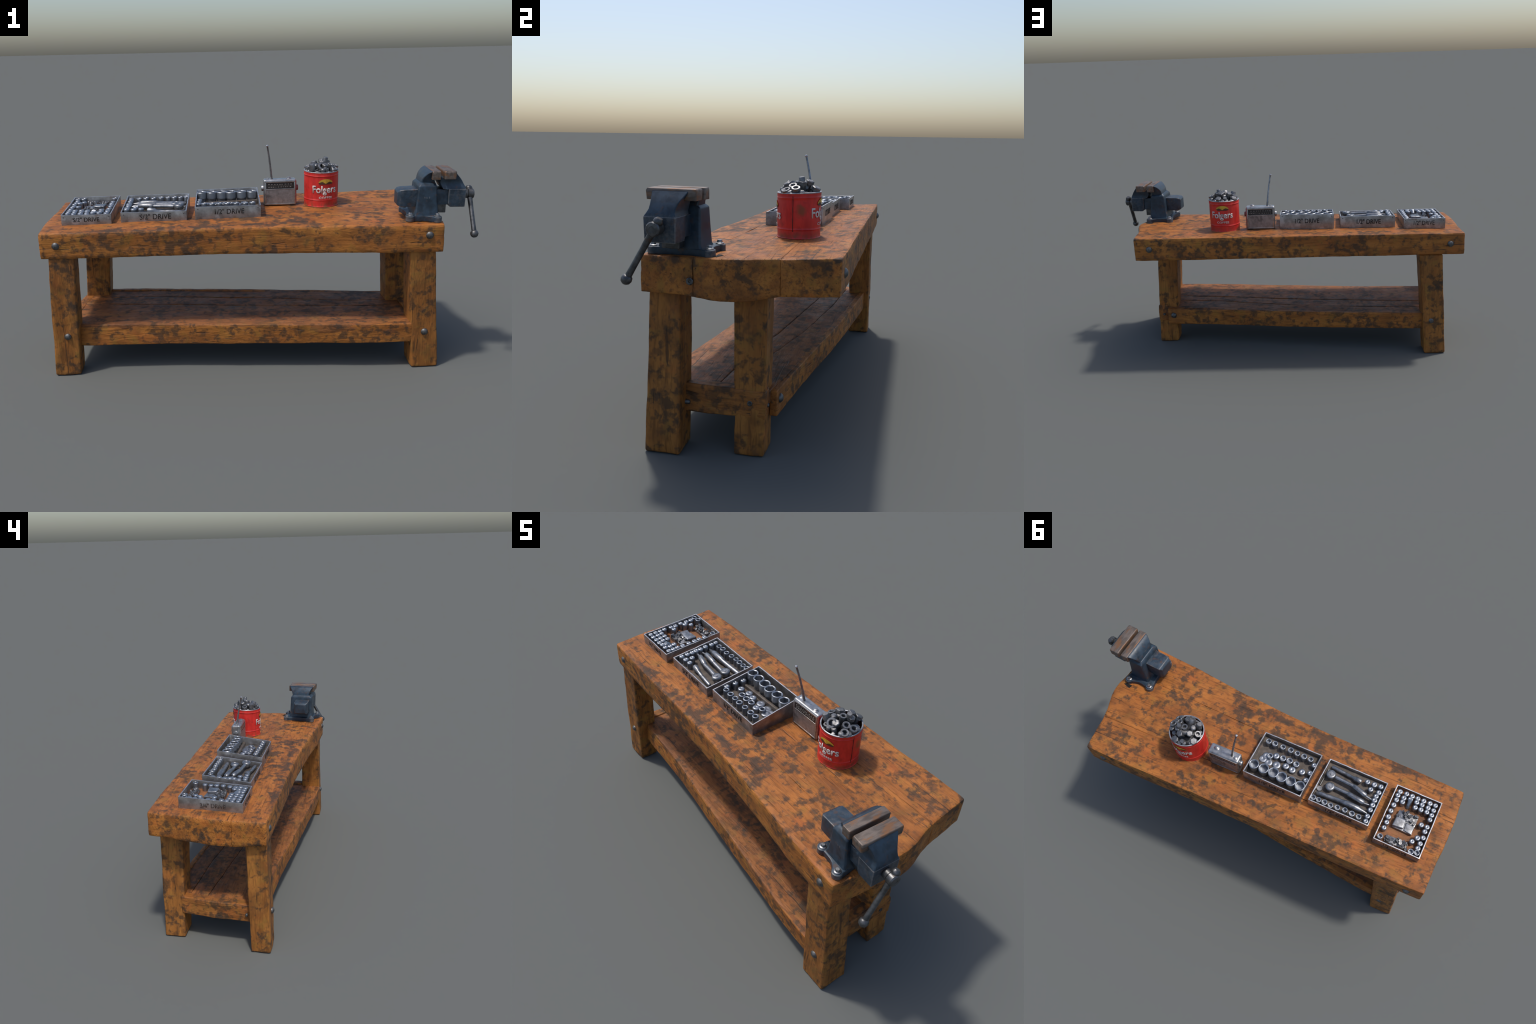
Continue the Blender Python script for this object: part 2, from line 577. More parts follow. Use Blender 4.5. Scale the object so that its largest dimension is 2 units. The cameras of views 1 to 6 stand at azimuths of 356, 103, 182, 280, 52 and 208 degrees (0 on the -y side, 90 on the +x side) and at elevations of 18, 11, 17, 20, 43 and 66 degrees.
def shelf_piece(name, ya, yb, x0, x1, z0, z1, mat, seed, sag=.002, size=.1, r=.005, lift=(0, 0), kick=0.0):
    def warp(a, b, c):
        x = x0 + (x1 - x0) * a
        y = ya(x) + (yb(x) - ya(x)) * b - kick * (1 - c) * max(0, 1 - a * 1.6)
        z = z0 + (z1 - z0) * c - sag * math.sin(PI * a) + lift[0] + (lift[1] - lift[0]) * a
        return Vector((x, y, z))
    V, F = hewn_box((abs(x1 - x0), size, z1 - z0), r, (.014, .014, .014), warp)
    me = mesh(name, V, F)
    roughen(me, .0026, 8, seed, (.5, 1, 1))
    roughen(me, .0011, 36, seed + 5, (.4, 1, 1))
    return add(me, name, bench, [mat], smooth=50)


off = lambda f, d: (lambda x: f(x) + d)
shelf_piece("shelf_plank", off(sh_front, .001), off(sh_seam, -.0008), -.905, .714, .180, .2290, M_SHELF, 41, size=.17, lift=(.003, -.002))
shelf_piece("shelf_plank", off(sh_seam, .0008), off(sh_seam2, -.00005), -.905, .768, .180, .2290, M_SHELF, 42, size=.08, lift=(.0035, -.003))
shelf_piece("shelf_plank", off(sh_seam2, .00005), off(sh_back, -.001), -.895, .740, .180, .2295, M_SHELF, 43, size=.12, lift=(.0035, -.003))
shelf_piece("shelf_plank", lambda x: -.215, off(sh_seam, -.0012), .70, .768, .180, .2265, M_SHELF, 44, size=.12, sag=0)
shelf_piece("shelf_rail", sh_front, off(sh_front, .06), -.875, .715, .130, .2250, M_BEAM, 45, size=.06, sag=.001, lift=(-.003, .001), kick=.009)
back_out = smooth_curve([(-.92, .303), (-.77, .297), (-.35, .256), (-.075, .223), (.35, .163), (.69, .119), (.85, .10)])
shelf_piece("shelf_rail", off(back_out, -.028), back_out, -.80, .722, .1325, .2270, M_BEAM, 46, size=.03, sag=0, lift=(.011, -.004))

for nm, lo, hi, sd in (
        ("cross_stretcher", [(.725, -.212, .134), (.772, -.212, .134), (.785, .088, .138), (.725, .088, .138)],
         [(.725, -.212, .238), (.770, -.212, .239), (.782, .088, .239), (.725, .088, .239)], 51),
        ("cross_stretcher", [(-.944, -.15, .143), (-.89, -.15, .135), (-.85, .225, .135), (-.902, .225, .139)],
         [(-.942, -.15, .236), (-.89, -.15, .236), (-.85, .225, .232), (-.900, .225, .232)], 52)):
    w8 = tri8(lo, hi)
    if sd == 52:    # the tray-end stretcher bows outward
        w8 = (lambda f: lambda a, b, c: f(a, b, c) + Vector((-.010 * math.sin(PI * b), 0, 0)))(w8)
    V, F = hewn_box((.05, .34, .095), .006, (.012, .012, .012), w8)
    me = mesh(nm, V, F)
    roughen(me, .003, 9, sd, (1, .5, 1))
    roughen(me, .0011, 38, sd + 2, (1, .4, 1))
    add(me, nm, bench, [M_CROSS], smooth=50)

# carriage bolts: domed heads on the faces
dome = [(0.0002, .0115), (.006, .0108), (.011, .0087), (.0152, .0050), (.0178, .0012), (.0182, -.002), (.0182, -.012)]
bolt_me = mesh("bolt_head", *lathe(dome, 20))
bolt0 = None
UP = {'-y': (PI / 2, 0, 0), '+y': (-PI / 2, 0, 0), '+x': (0, PI / 2, 0), '-x': (0, -PI / 2, 0)}
for (p, d, s) in [((-.919, -.230, .643), '-y', 1), ((.768, -.338, .658), '-y', 1), ((-.909, -.236, .198), '-y', .9), ((.772, -.331, .181), '-y', .95),
                  ((.748, .340, .666), '+y', 1), ((-.906, .340, .661), '+y', 1), ((-.822, .316, .200), '+y', 1), ((.686, .120, .184), '+y', .95)]:
    if bolt0 is None:
        bolt0 = add(bolt_me, "bolt_head", bench, [M_BOLT], p, UP[d])
    else:
        place(bolt0, "bolt_head", p, UP[d], (s, s, s))
# small round pins and the dimpled bolt end on the right end grain
pin_me = mesh("pin", *lathe([(.0002, .010), (.006, .009), (.0085, .005), (.0085, -.02)], 14))
pin0 = add(pin_me, "pin", bench, [M_BOLT], (.750, .084, .180), UP['+y'])
place(pin0, "pin", (.774, -.199, .171), UP['+y'], (1, 1, 1.1))
place(pin0, "pin", (-.950, -.116, .185), UP['-x'], (.9, .9, .6))
end_me = mesh("bolt_end", *lathe([(.0002, .0015), (.003, .0018), (.0042, .0048), (.0095, .0055), (.0125, .003), (.0125, -.012)], 20))
end0 = add(end_me, "bolt_end", bench, [M_DARKSTEEL], (.865, -.154, .632), UP['+x'])
place(end0, "bolt_end", (.781, .031, .192), UP['+x'], (.75, .75, .55))
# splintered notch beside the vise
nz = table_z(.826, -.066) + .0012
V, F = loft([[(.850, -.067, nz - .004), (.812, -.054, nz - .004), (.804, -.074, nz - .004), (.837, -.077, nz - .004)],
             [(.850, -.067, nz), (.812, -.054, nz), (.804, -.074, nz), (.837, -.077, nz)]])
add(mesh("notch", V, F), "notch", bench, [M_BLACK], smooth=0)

# --------------------------------------------------------------------- vise
VZ = .709
vise = thing("bench_vise", "old blue cast iron bench vise with rusty jaws", "vise", (.80, -.20, VZ), math.radians(-4.8))
Z = lambda z: z - VZ


def rect(u0, u1, v0, v1, z, c=0.0):
    if c:
        return [(u0 + c, v0, z), (u1 - c, v0, z), (u1, v0 + c, z), (u1, v1 - c, z), (u1 - c, v1, z), (u0 + c, v1, z), (u0, v1 - c, z), (u0, v0 + c, z)]
    return [(u0, v0, z), (u1, v0, z), (u1, v1, z), (u0, v1, z)]


def cast(name, vf, width, mat, seg=3, parent=None, amp=.0007, cuts=0):
    me = mesh(name, *vf)
    if cuts:
        bm = bmesh.new()
        bm.from_mesh(me)
        bmesh.ops.subdivide_edges(bm, edges=bm.edges, cuts=cuts, use_grid_fill=True)
        bm.to_mesh(me)
        bm.free()
    bevelled(me, width, seg)
    if amp:
        roughen(me, amp, 40, len(name))
    return add(me, name, parent or vise, [mat], smooth=45)


# base: four ears joined by a waisted plate
ears = [(-.100, -.078), (.017, -.101), (.021, .104), (-.098, .093)]
ring = []
for i, (u, v) in enumerate(ears):
    p, n = ears[i - 1], ears[(i + 1) % 4]
    cu, cv = sum(e[0] for e in ears) / 4, sum(e[1] for e in ears) / 4
    base_a = math.atan2(v - cv, u - cu)
    for k in range(-4, 5):
        a = base_a + math.radians(k * 24)
        ring.append((u + .021 * math.cos(a), v + .021 * math.sin(a)))
    m = Vector(((u + n[0]) / 2, (v + n[1]) / 2))
    inn = Vector((cu, cv)) - m
    pull = .006 if abs(u - n[0]) < .05 else .012
    for t in (.35, .5, .65):
        q = Vector((u, v)).lerp(Vector(n), t) - inn.normalized() * (.012 - pull * (1 if t == .5 else .8))
        ring.append((q.x, q.y))
cx, cy = -.04, .004
plate = loft([[(u, v, Z(.710)) for u, v in ring], [(u, v, Z(.728)) for u, v in ring],
              [(u, v, Z(.734)) for u, v in ring],
              [(cx + (u - cx) * .93, cy + (v - cy) * .93, Z(.7355)) for u, v in ring]])
cast("vise_base", plate, .002, M_VISE, 2, amp=.0006)
# anvil-side column flaring into the base
col = loft([rect(-.084, .030, -.083, .080, Z(.732), .006), rect(-.079, .0275, -.078, .075, Z(.744), .006), rect(-.072, .020, -.0755, .072, Z(.80), .005),
            rect(-.067, .0155, -.0745, .070, Z(.862), .004), rect(-.066, .0150, -.0735, .069, Z(.868), .004),
            rect(-.061, .0135, -.064, .060, Z(.876), .006), rect(-.056, .012, -.056, .056, Z(.881), .006)])
cast("vise_body", col, .003, M_VISE)
# curved neck that carries the fixed jaw
neck = []
for (z, u0, u1, hv) in [(.868, -.056, .012, .055), (.884, -.052, .010, .057), (.897, -.049, .006, .061), (.908, -.044, .002, .066),
                        (.917, -.037, -.004, .071), (.925, -.029, -.004, .076), (.9305, -.021, -.004, .080), (.934, -.014, -.004, .083), (.935, -.009, -.004, .084)]:
    neck.append(rect(u0, u1, .004 - hv, .004 + hv, Z(z), .004))
cast("fixed_jaw_neck", loft(neck), .0015, M_VISE, 2)
# slide bar + block of the moving jaw
cast("slide_bar", loft([rect(-.02, .075, -.058, .038, Z(.778), .004), rect(-.02, .075, -.056, .036, Z(.848), .004)]), .003, M_VISE)
cast("slide_key", box(.025, .068, -.045, .018, Z(.738), Z(.780)), .003, M_DARKSTEEL)
blk = [[(.082, -.066, .768), (.082, -.068, .852), (.082, .046, .852), (.082, .044, .768)],
       [(.148, -.065, .768), (.150, -.067, .852), (.150, .045, .852), (.148, .043, .768)]]
blk = [[(.071, -.064, .782), (.071, -.067, .852), (.071, .045, .852), (.071, .043, .782)]] + blk
cast("moving_jaw_block", loft([[(u, v, Z(z)) for u, v, z in s] for s in blk]), .004, M_VISE)
mv = []
for (z, u0, u1, va, vb) in [(.845, .075, .1495, -.066, .044), (.853, .045, .1490, -.0655, .0435), (.862, .040, .146, -.059, .040), (.874, .033, .140, -.0535, .0400), (.888, .033, .132, -.0525, .044),
                            (.900, .037, .123, -.0540, .050), (.912, .052, .113, -.0565, .058), (.922, .052, .104, -.060, .064), (.931, .052, .097, -.062, .068)]:
    mv.append(rect(u0, u1, va, vb, Z(z), .003))
cast("moving_jaw_neck", loft(mv), .0015, M_VISE, 2)
cast("jaw_plate", loft([rect(-.010, .0285, -.082, .093, Z(.8975), .003), rect(-.0115, .0285, -.083, .093, Z(.930), .003), rect(-.009, .027, -.081, .091, Z(.9360), .003)]), .0040, M_JAW, amp=.0014)
cast("jaw_plate", loft([rect(.0445, .0975, -.083, .092, Z(.8985), .004), rect(.0440, .0985, -.084, .093, Z(.930), .004), rect(.046, .096, -.081, .091, Z(.9360), .004)]), .0045, M_JAW, amp=.0014)
# tail housing with swollen end
tl = [rect(-.03, -.03, 0, 0, 0)]
tl = [[(u, v0, Z(z0)), (u, v1, Z(z0)), (u, v1, Z(z1)), (u, v0, Z(z1))] for (u, v0, v1, z0, z1) in
      [(-.05, -.0595, .0345, .770, .852), (-.125, -.0590, .0325, .770, .850), (-.146, -.0578, .0312, .771, .8475), (-.158, -.0480, .0220, .778, .8375)]]
cast("tail_housing", loft(tl), .004, M_VISE)
# screw head with sliding handle
hd = mesh("screw_head", *lathe([(.019, 0), (.021, .003), (.0215, .020), (.0195, .022), (.0235, .024), (.0245, .044), (.021, .049), (.010, .0505), (.009, .0495), (.0005, .0495)], 12))
add(hd, "screw_head", vise, [M_DARKSTEEL], (.150, -.0105, Z(.818)), (0, PI / 2, 0), smooth=30)
hp0, hp1 = Vector((.980, -.207, .851)), Vector((.978, -.324, .653))
inv = Matrix.Translation((.80, -.20, VZ)) @ Matrix.Rotation(math.radians(-4.8), 4, 'Z')
inv = inv.inverted()
a, b = inv @ hp0, inv @ hp1
V, F = tube([a.lerp(b, t) for t in (0, .03, .06, .12, .5, .8, .93, 1)], [.010, .0155, .0165, .012, .0105, .0105, .0112, .0115], 16)
add(mesh("handle_bar", V, F), "handle_bar", vise, [M_DARKSTEEL], smooth=40)
add(mesh("handle_ball", *lathe([(.0005, -.0185), (.009, -.0165), (.0155, -.0105), (.0185, -.001), (.0165, .009), (.011, .0145), (.0005, .016)], 18)), "handle_ball", vise, [M_DARKSTEEL], b, (math.radians(-30), 0, 0))
# hold-down bolts
hb = mesh("hold_down_bolt", *join([lathe([(.0145, -.004), (.0145, .002), (.0120, .004), (.0005, .004)], 18), moved(lathe([(.0098, .003), (.0098, .010), (.0075, .0128), (.0005, .0132)], 6), Matrix.Identity(4))]))
h0 = None
for i, (u, v) in enumerate(ears):
    if h0 is None:
        h0 = add(hb, "hold_down_bolt", vise, [M_TOOL], (u, v, Z(.736)), (0, 0, .3))
    else:
        place(h0, "hold_down_bolt", (u, v, Z(.736)), (0, 0, i * .7))
me = lettering("No 8", .026, .0085, .0, .0005)
add(me, "cast_number", vise, [M_TOOL], (-.040, -.0752, Z(.812)), (math.radians(88), 0, 0), smooth=0)
me = lettering("No 8", .026, .0085, .0, .0005)
add(me, "cast_number", vise, [M_TOOL], (-.014, .0708, Z(.812)), (math.radians(88), 0, PI), smooth=0)


# --------------------------------------------------------------- coffee can
CX, CY, CR, CH = .345, .111, .0862, .176
CZ = table_z(CX, CY) - .0005
can = thing("coffee_can", "red tin coffee can full of loose nuts bolts", "tin can", (CX, CY, CZ))
prof = [(.003, .0015), (CR - .005, .001), (CR - .0010, 0), (CR + .0004, .002), (CR - .0012, .005)]
prof += [(CR - .0014, .006 + .012 * i) for i in range(3)]
prof += [(CR - .0016, .034), (CR + .0003, .0365), (CR - .0016, .039)]
prof += [(CR - .0014, .045 + .0113 * i) for i in range(10)]
prof += [(CR - .0015, .1545), (CR + .0006, .157), (CR - .0010, .1595), (CR - .0003, .166), (CR, .1725)]
V, F = lathe(prof, 72, caps=False)


def dent(p):
    x, y, z = p
    a = math.atan2(y, x)
    k = 1 - .045 * math.exp(-((a - 1.25) / .35) ** 2 - ((z - .02) / .022) ** 2)
    k -= .03 * math.exp(-((a + 1.2) / .3) ** 2 - ((z - .012) / .02) ** 2)
    k -= .022 * math.exp(-((a - .1) / .3) ** 2 - ((z - .03) / .03) ** 2)
    k += .010 * noise.noise(Vector((math.cos(a) * 1.4, math.sin(a) * 1.4, z * 22)))
    return (x * k, y * k, z + .035 * y * (z / CH))


add(mesh("can_wall", [dent(p) for p in V], F), "can_wall", can, [M_CAN], smooth=60)
inner = [(CR - .001, .172), (CR - .0035, .171), (CR - .0035, .135), (.004, .135)]
V, F = lathe(inner, 72, caps=False)
add(mesh("can_lining", [dent(p) for p in V], F), "can_lining", can, [plain("lining_dark_red", (.16, .02, .015), .6)], smooth=60)
V, F = lathe([(CR - .0030 + .0036 * math.cos(t), .1745 + .0030 * math.sin(t)) for t in np.linspace(0, 2 * PI, 11)[:-1]], 72, caps=False)
n = 72
F += [(9 * n + s, 9 * n + (s + 1) % n, (s + 1) % n, s) for s in range(n)]
add(mesh("can_rim", [dent(p) for p in V], F), "can_rim", can, [M_RIM], smooth=60)
# pressed side seam
sm = [(-.106 + d, z) for z in np.linspace(.03, .165, 20) for d in (0,)]
V = []
for (a, z) in sm:
    for da, dr in ((-.018, .0002), (-.010, .0016), (.010, .0016), (.018, .0002)):
        V.append(dent(((CR + dr - .0012) * math.cos(a + da), (CR + dr - .0012) * math.sin(a + da), z)))
F = [(i * 4 + j, i * 4 + j + 1, i * 4 + j + 5, i * 4 + j + 4) for i in range(19) for j in range(3)]
N = Nodes("seam_worn_dark")
nn = N.noise(N.obj, 30, 4)
mz = N.sep()[2]
M_SEAM = N.finish(N.mix(N.mask(nn, .42, .58), (.05, .012, .010), (.19, .016, .012)), .5)
add(mesh("can_seam", V, F), "can_seam", can, [M_SEAM], smooth=0)


def wrap(me, ang, z0, lift):
    """bend a flat print (x right, y up) around the can, seen from outside"""
    for v in me.vertices:
        a = ang + v.co.x / CR
        r = CR + lift + v.co.z
        v.co = dent((r * math.cos(a), r * math.sin(a), z0 + v.co.y))
    me.update()
    return me


def strip(upper, lower, w, cols=36, rows=3, t=.0005):
    V, F = [], []
    for i in range(cols + 1):
        x = -1 + 2 * i / cols
        for j in range(rows + 1):
            f = j / rows
            V.append((x * w / 2, lower(x) + (upper(x) - lower(x)) * f, t))
    for i in range(cols):
        for j in range(rows):
            k = i * (rows + 1) + j
            F.append((k, k + rows + 1, k + rows + 2, k + 1))
    return mesh("print", V, F)


def label_set(mid, dz, fade):
    z0 = .717
    wd = .1265
    # letters are wider than the front half can show: a full word in white
    me = lettering("Folgers", wd, .0495, .022, .0005)
    for v in me.vertices:
        v.co.x -= wd / 2
    add(wrap(me, mid, .0605 + dz, .0004), "brand_lettering", can, [M_WHITE], smooth=0)
    me = lettering("COFFEE", .069, .0112, .010, .0005)
    for v in me.vertices:
        v.co.x -= .034
    add(wrap(me, mid + .04, .0440 + dz, .0004), "small_lettering", can, [M_WHITE], smooth=0)
    hump = lambda x: .0085 * (math.cos(x * 2 * PI) * -.5 + .5) * (1 - .35 * abs(x)) - .004 * (1 - abs(x))
    top = lambda x: .0185 * math.sqrt(max(0, 1 - x * x)) ** 1.15
    low = lambda x: -.0145 * math.sqrt(max(0, 1 - x * x)) * (.55 + .45 * x * x)
    ee = .144 + dz - .0185
    add(wrap(strip(top, lambda x: min(top(x), hump(x)), .073), mid + .04, ee, .0005), "emblem_sky", can, [M_YELLOW], smooth=60)
    add(wrap(strip(lambda x: min(top(x), hump(x)), low, .073), mid + .04, ee, .0005), "emblem_hills", can, [M_BROWN], smooth=60)


label_set(math.radians(-85.5), 0.0, 0)
label_set(math.radians(86), .0075, 0)

# hardware heaped in the can
rng = random.Random(11)
hexk = lambda n: (lambda a, i: 1.0)
nut = lambda r, h: lathe([(r * .5, h * .15), (r * .5, h * .9), (r * .62, h), (r * .92, h), (r, h * .86), (r, h * .14), (r * .92, 0), (r * .6, 0), (r * .5, h * .15)], 6, caps=False)


def hex_bolt(r, l):
    return join([lathe([(.0005, l + r * .9), (r * .8, l + r * .9), (r, l + r * .75), (r, l)], 6), lathe([(r * .58, l + .001), (r * .58, .002), (r * .45, 0), (.0005, 0)], 14)])


def socket_vf(r, h, hollow=True, taper=.93, hexr=.72, depth=.6, seg=24):
    def sh(a, i):
        if i < 3 and hollow:
            m = (a % (PI / 3)) - PI / 6
            return math.cos(PI / 6) / math.cos(m) * 1.04
        return 1.0
    if hollow:
        p = [(.0006, h * (1 - depth)), (r * hexr, h * (1 - depth)), (r * hexr, h * .965), (r * (hexr + .06), h), (r * .93, h), (r, h * .97), (r, h * .62), (r * taper, h * .5), (r * taper, h * .03), (r * taper * .9, 0)]
    else:
        p = [(.0006, h * .985), (r * .22, h * .985), (r * .27, h * .998), (r * .55, h), (r * .80, h * .985), (r * .95, h * .95), (r, h * .90), (r, h * .45), (r * taper, h * .35), (r * taper, 0)]
    return lathe(p, seg, sh)


kinds = [mesh("nut", *nut(.0155, .013)), mesh("hex_bolt", *hex_bolt(.0145, .034)), mesh("loose_socket", *socket_vf(.0135, .040, True, .9, .55, .35)),
         mesh("loose_socket", *socket_vf(.0155, .038, True, .88, .55, .35)), mesh("round_stud", *lathe([(.0005, .05), (.009, .05), (.0108, .047), (.011, .004), (.0095, 0), (.0005, 0)], 16)), mesh("small_nut", *nut(.0105, .010)),
         mesh("plug", *lathe([(.0005, .034), (.008, .0335), (.0118, .030), (.0128, .024), (.0128, .016), (.0095, .010), (.0095, 0), (.0005, 0)], 16))]
names = ["nut", "hex_bolt", "loose_socket", "large_socket", "round_stud", "small_nut", "plug"]
protos = {}


def drop(k, x, y, z, rot, s=1.0):
    if k not in protos:
        protos[k] = add(kinds[k], names[k], can, [M_PILE], (x, y, z), rot, smooth=35)
        protos[k].scale = (s, s, s)
    else:
        place(protos[k], names[k], (x, y, z), rot, (s, s, s))


add(mesh("hardware_bed", *lathe([(.0005, .158), (.03, .156), (.055, .148), (.078, .138), (.081, .13)], 40)), "hardware_bed", can, [M_DARKSTEEL], smooth=60)["kind"] = "stuff"
# compact dome: mostly upright thick pieces leaning a little outward
rings = [(.050, 10, .146, .5), (.027, 6, .166, .45), (.0, 1, .176, .2)]
for ri, (rr, cnt, zz, lean) in enumerate(rings):
    for i in range(cnt):
        a = 2 * PI * (i + .5 * ri) / cnt + rng.uniform(-.12, .12)
        k = rng.choice([1, 2, 3, 4, 2, 6, 6])
        drop(k, rr * math.cos(a), rr * math.sin(a), zz + rng.uniform(-.008, .006),
             (rng.uniform(.3, 1) * lean, 0, a + PI / 2 + rng.uniform(-.5, .5)), rng.uniform(1.05, 1.35))
for i in range(16):      # small stuff filling the gap along the rim
    a = 2 * PI * i / 16 + rng.uniform(-.1, .1)
    drop(rng.choice([6, 5, 6, 6]), .066 * math.cos(a), .066 * math.sin(a), .150 + rng.uniform(0, .01), (rng.uniform(0, .5), 0, a + PI / 2), rng.uniform(.75, 1.0))
drop(4, .020, .018, .179, (.1, .1, 0), 1.12)
drop(3, -.010, -.018, .168, (.85, 0, .2), 1.4)
drop(4, -.036, .004, .184, (1.35, 0, 2.0), 1.2)

# -------------------------------------------------------------------- radio
RX, RY = .1365, .124
RZ = table_z(RX, RY) - .0005
radio = thing("portable_radio", "small silver transistor radio with tuning dial and antenna", "radio", (RX, RY, RZ))
W, D, H = .0820, .0255, .134
V, F = box(-W, W, -D, D, .001, H)
case = bevelled(mesh("radio_case", V, F), .011, 6)
add(case, "radio_case", radio, [M_RADIO], smooth=50)
for s in (-1, 1):   # both broad faces: frame lip, dial window, speaker panel
    def slab(x0, x1, z0, z1, t0, t1):
        y0, y1 = sorted((s * (D + t0), s * (D + t1)))
        return box(x0, x1, y0, y1, z0, z1)
    fr = join([slab(-W + .005, W - .005, .119, .127, -.004, .0022), slab(-W + .005, W - .005, .006, .013, -.004, .0022),
               slab(-W + .005, -W + .012, .012, .120, -.004, .0022), slab(W - .012, W - .005, .012, .120, -.004, .0022), slab(-W + .011, W - .011, .083, .0875, -.004, .0020)])
    add(bevelled(mesh("face_frame", *fr), .001, 2), "face_frame", radio, [M_RADIO], smooth=40)
    add(mesh("dial_window", *slab(-W + .010, W - .010, .0865, .121, -.004, .0006)), "dial_window", radio, [M_DIAL], smooth=0)
    add(bevelled(mesh("speaker_panel", *slab(-W + .011, W - .011, .0125, .0835, -.004, .0012)), .0006, 1), "speaker_panel", radio, [M_GRILLE], smooth=0)
    ticks = []
    for row, zc in enumerate((.110, .0965)):
        x = -.060
        while x < .060:
            wdt = rng.uniform(.003, .009)
            ticks.append(slab(x, min(x + wdt, .062), zc - .0013, zc + .0013, .0004, .0011))
            x += wdt + rng.uniform(.004, .009)
    ticks.append(slab(-.062, .062, .1032, .1036, .0004, .0010))
    t = add(mesh("dial_marks", *join(ticks)), "dial_marks", radio, [M_CREAM], smooth=0)
    t["kind"] = "stuff"
    if s == 1:
        dots = [slab(.036 + .0042 * i, .0385 + .0042 * i, .072, .0735, .001, .0017) for i in range(6)]
        add(mesh("maker_mark", *join(dots)), "maker_mark", radio, [M_INK], smooth=0)
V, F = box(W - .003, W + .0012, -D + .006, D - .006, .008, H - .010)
add(bevelled(mesh("case_panel", V, F), .001, 2), "case_panel", radio, [M_RED_REFLECTION], smooth=40)
kn = mesh("tuning_knob", *lathe([(.0145, 0), (.0145, .006), (.0125, .0095), (.006, .0105), (.0005, .0105)], 22))
k0 = add(kn, "tuning_knob", radio, [M_RADIO], (-W - .001, .001, .088), (0, -PI / 2, 0))
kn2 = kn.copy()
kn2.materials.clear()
add(kn2, "tuning_knob", radio, [M_RED_REFLECTION], (W + .001, -.004, .088), (0, PI / 2, 0))
tk = mesh("volume_knob", *lathe([(.0135, -.002), (.0135, .0015), (.009, .004), (.0088, .007), (.006, .0085), (.0005, .0088)], 20))
t0 = add(tk, "volume_knob", radio, [M_RADIO], (.0455, -.007, H))
place(t0, "volume_knob", (-.060, .004, H), (0, 0, 0), (.75, .75, .6))
pa, pb = Vector((.0965 - RX, .124 - RY, H - .002)), Vector((.074 - RX, .089 - RY, 1.022 - RZ))
V, F = tube([pa, pa.lerp(pb, .04), pa.lerp(pb, .30) + Vector((.0015, .002, 0)), pa.lerp(pb, .31) + Vector((.0015, .002, 0)), pa.lerp(pb, .65) + Vector((.002, .002, 0)), pa.lerp(pb, .66) + Vector((.002, .002, 0)), pa.lerp(pb, .97)],
            [.0066, .0056, .0054, .0050, .0048, .0045, .0044], 12)
add(mesh("antenna_rod", V, F), "antenna_rod", radio, [M_TOOL], smooth=45)
add(mesh("antenna_tip", *lathe([(.0005, -.006), (.005, -.005), (.0064, -.001), (.0050, .0025), (.0005, .0038)], 14)), "antenna_tip", radio, [M_RIM], pb)

# ------------------------------------------------------------- socket trays
FRONT_INK = M_INK


def wall_text(parent, body, p0, p1, z0, z1, f0, f1, hz0, hz1, bold=.0, ink=None):
    """lettering on a tray wall between bottom corners p0->p1 (outside on the right hand)"""
    p0, p1 = Vector(p0), Vector(p1)
    d = (p1 - p0)
    L = d.length
    h = (z1 - z0)
    me = lettering(body, L * (f1 - f0), h * (hz1 - hz0), bold, .0005)
    q = p0 + d * f0
    add(me, "drive_lettering", parent, [ink or M_INK], (q.x, q.y, z0 + h * hz0), (PI / 2, 0, math.atan2(d.y, d.x)), smooth=0)


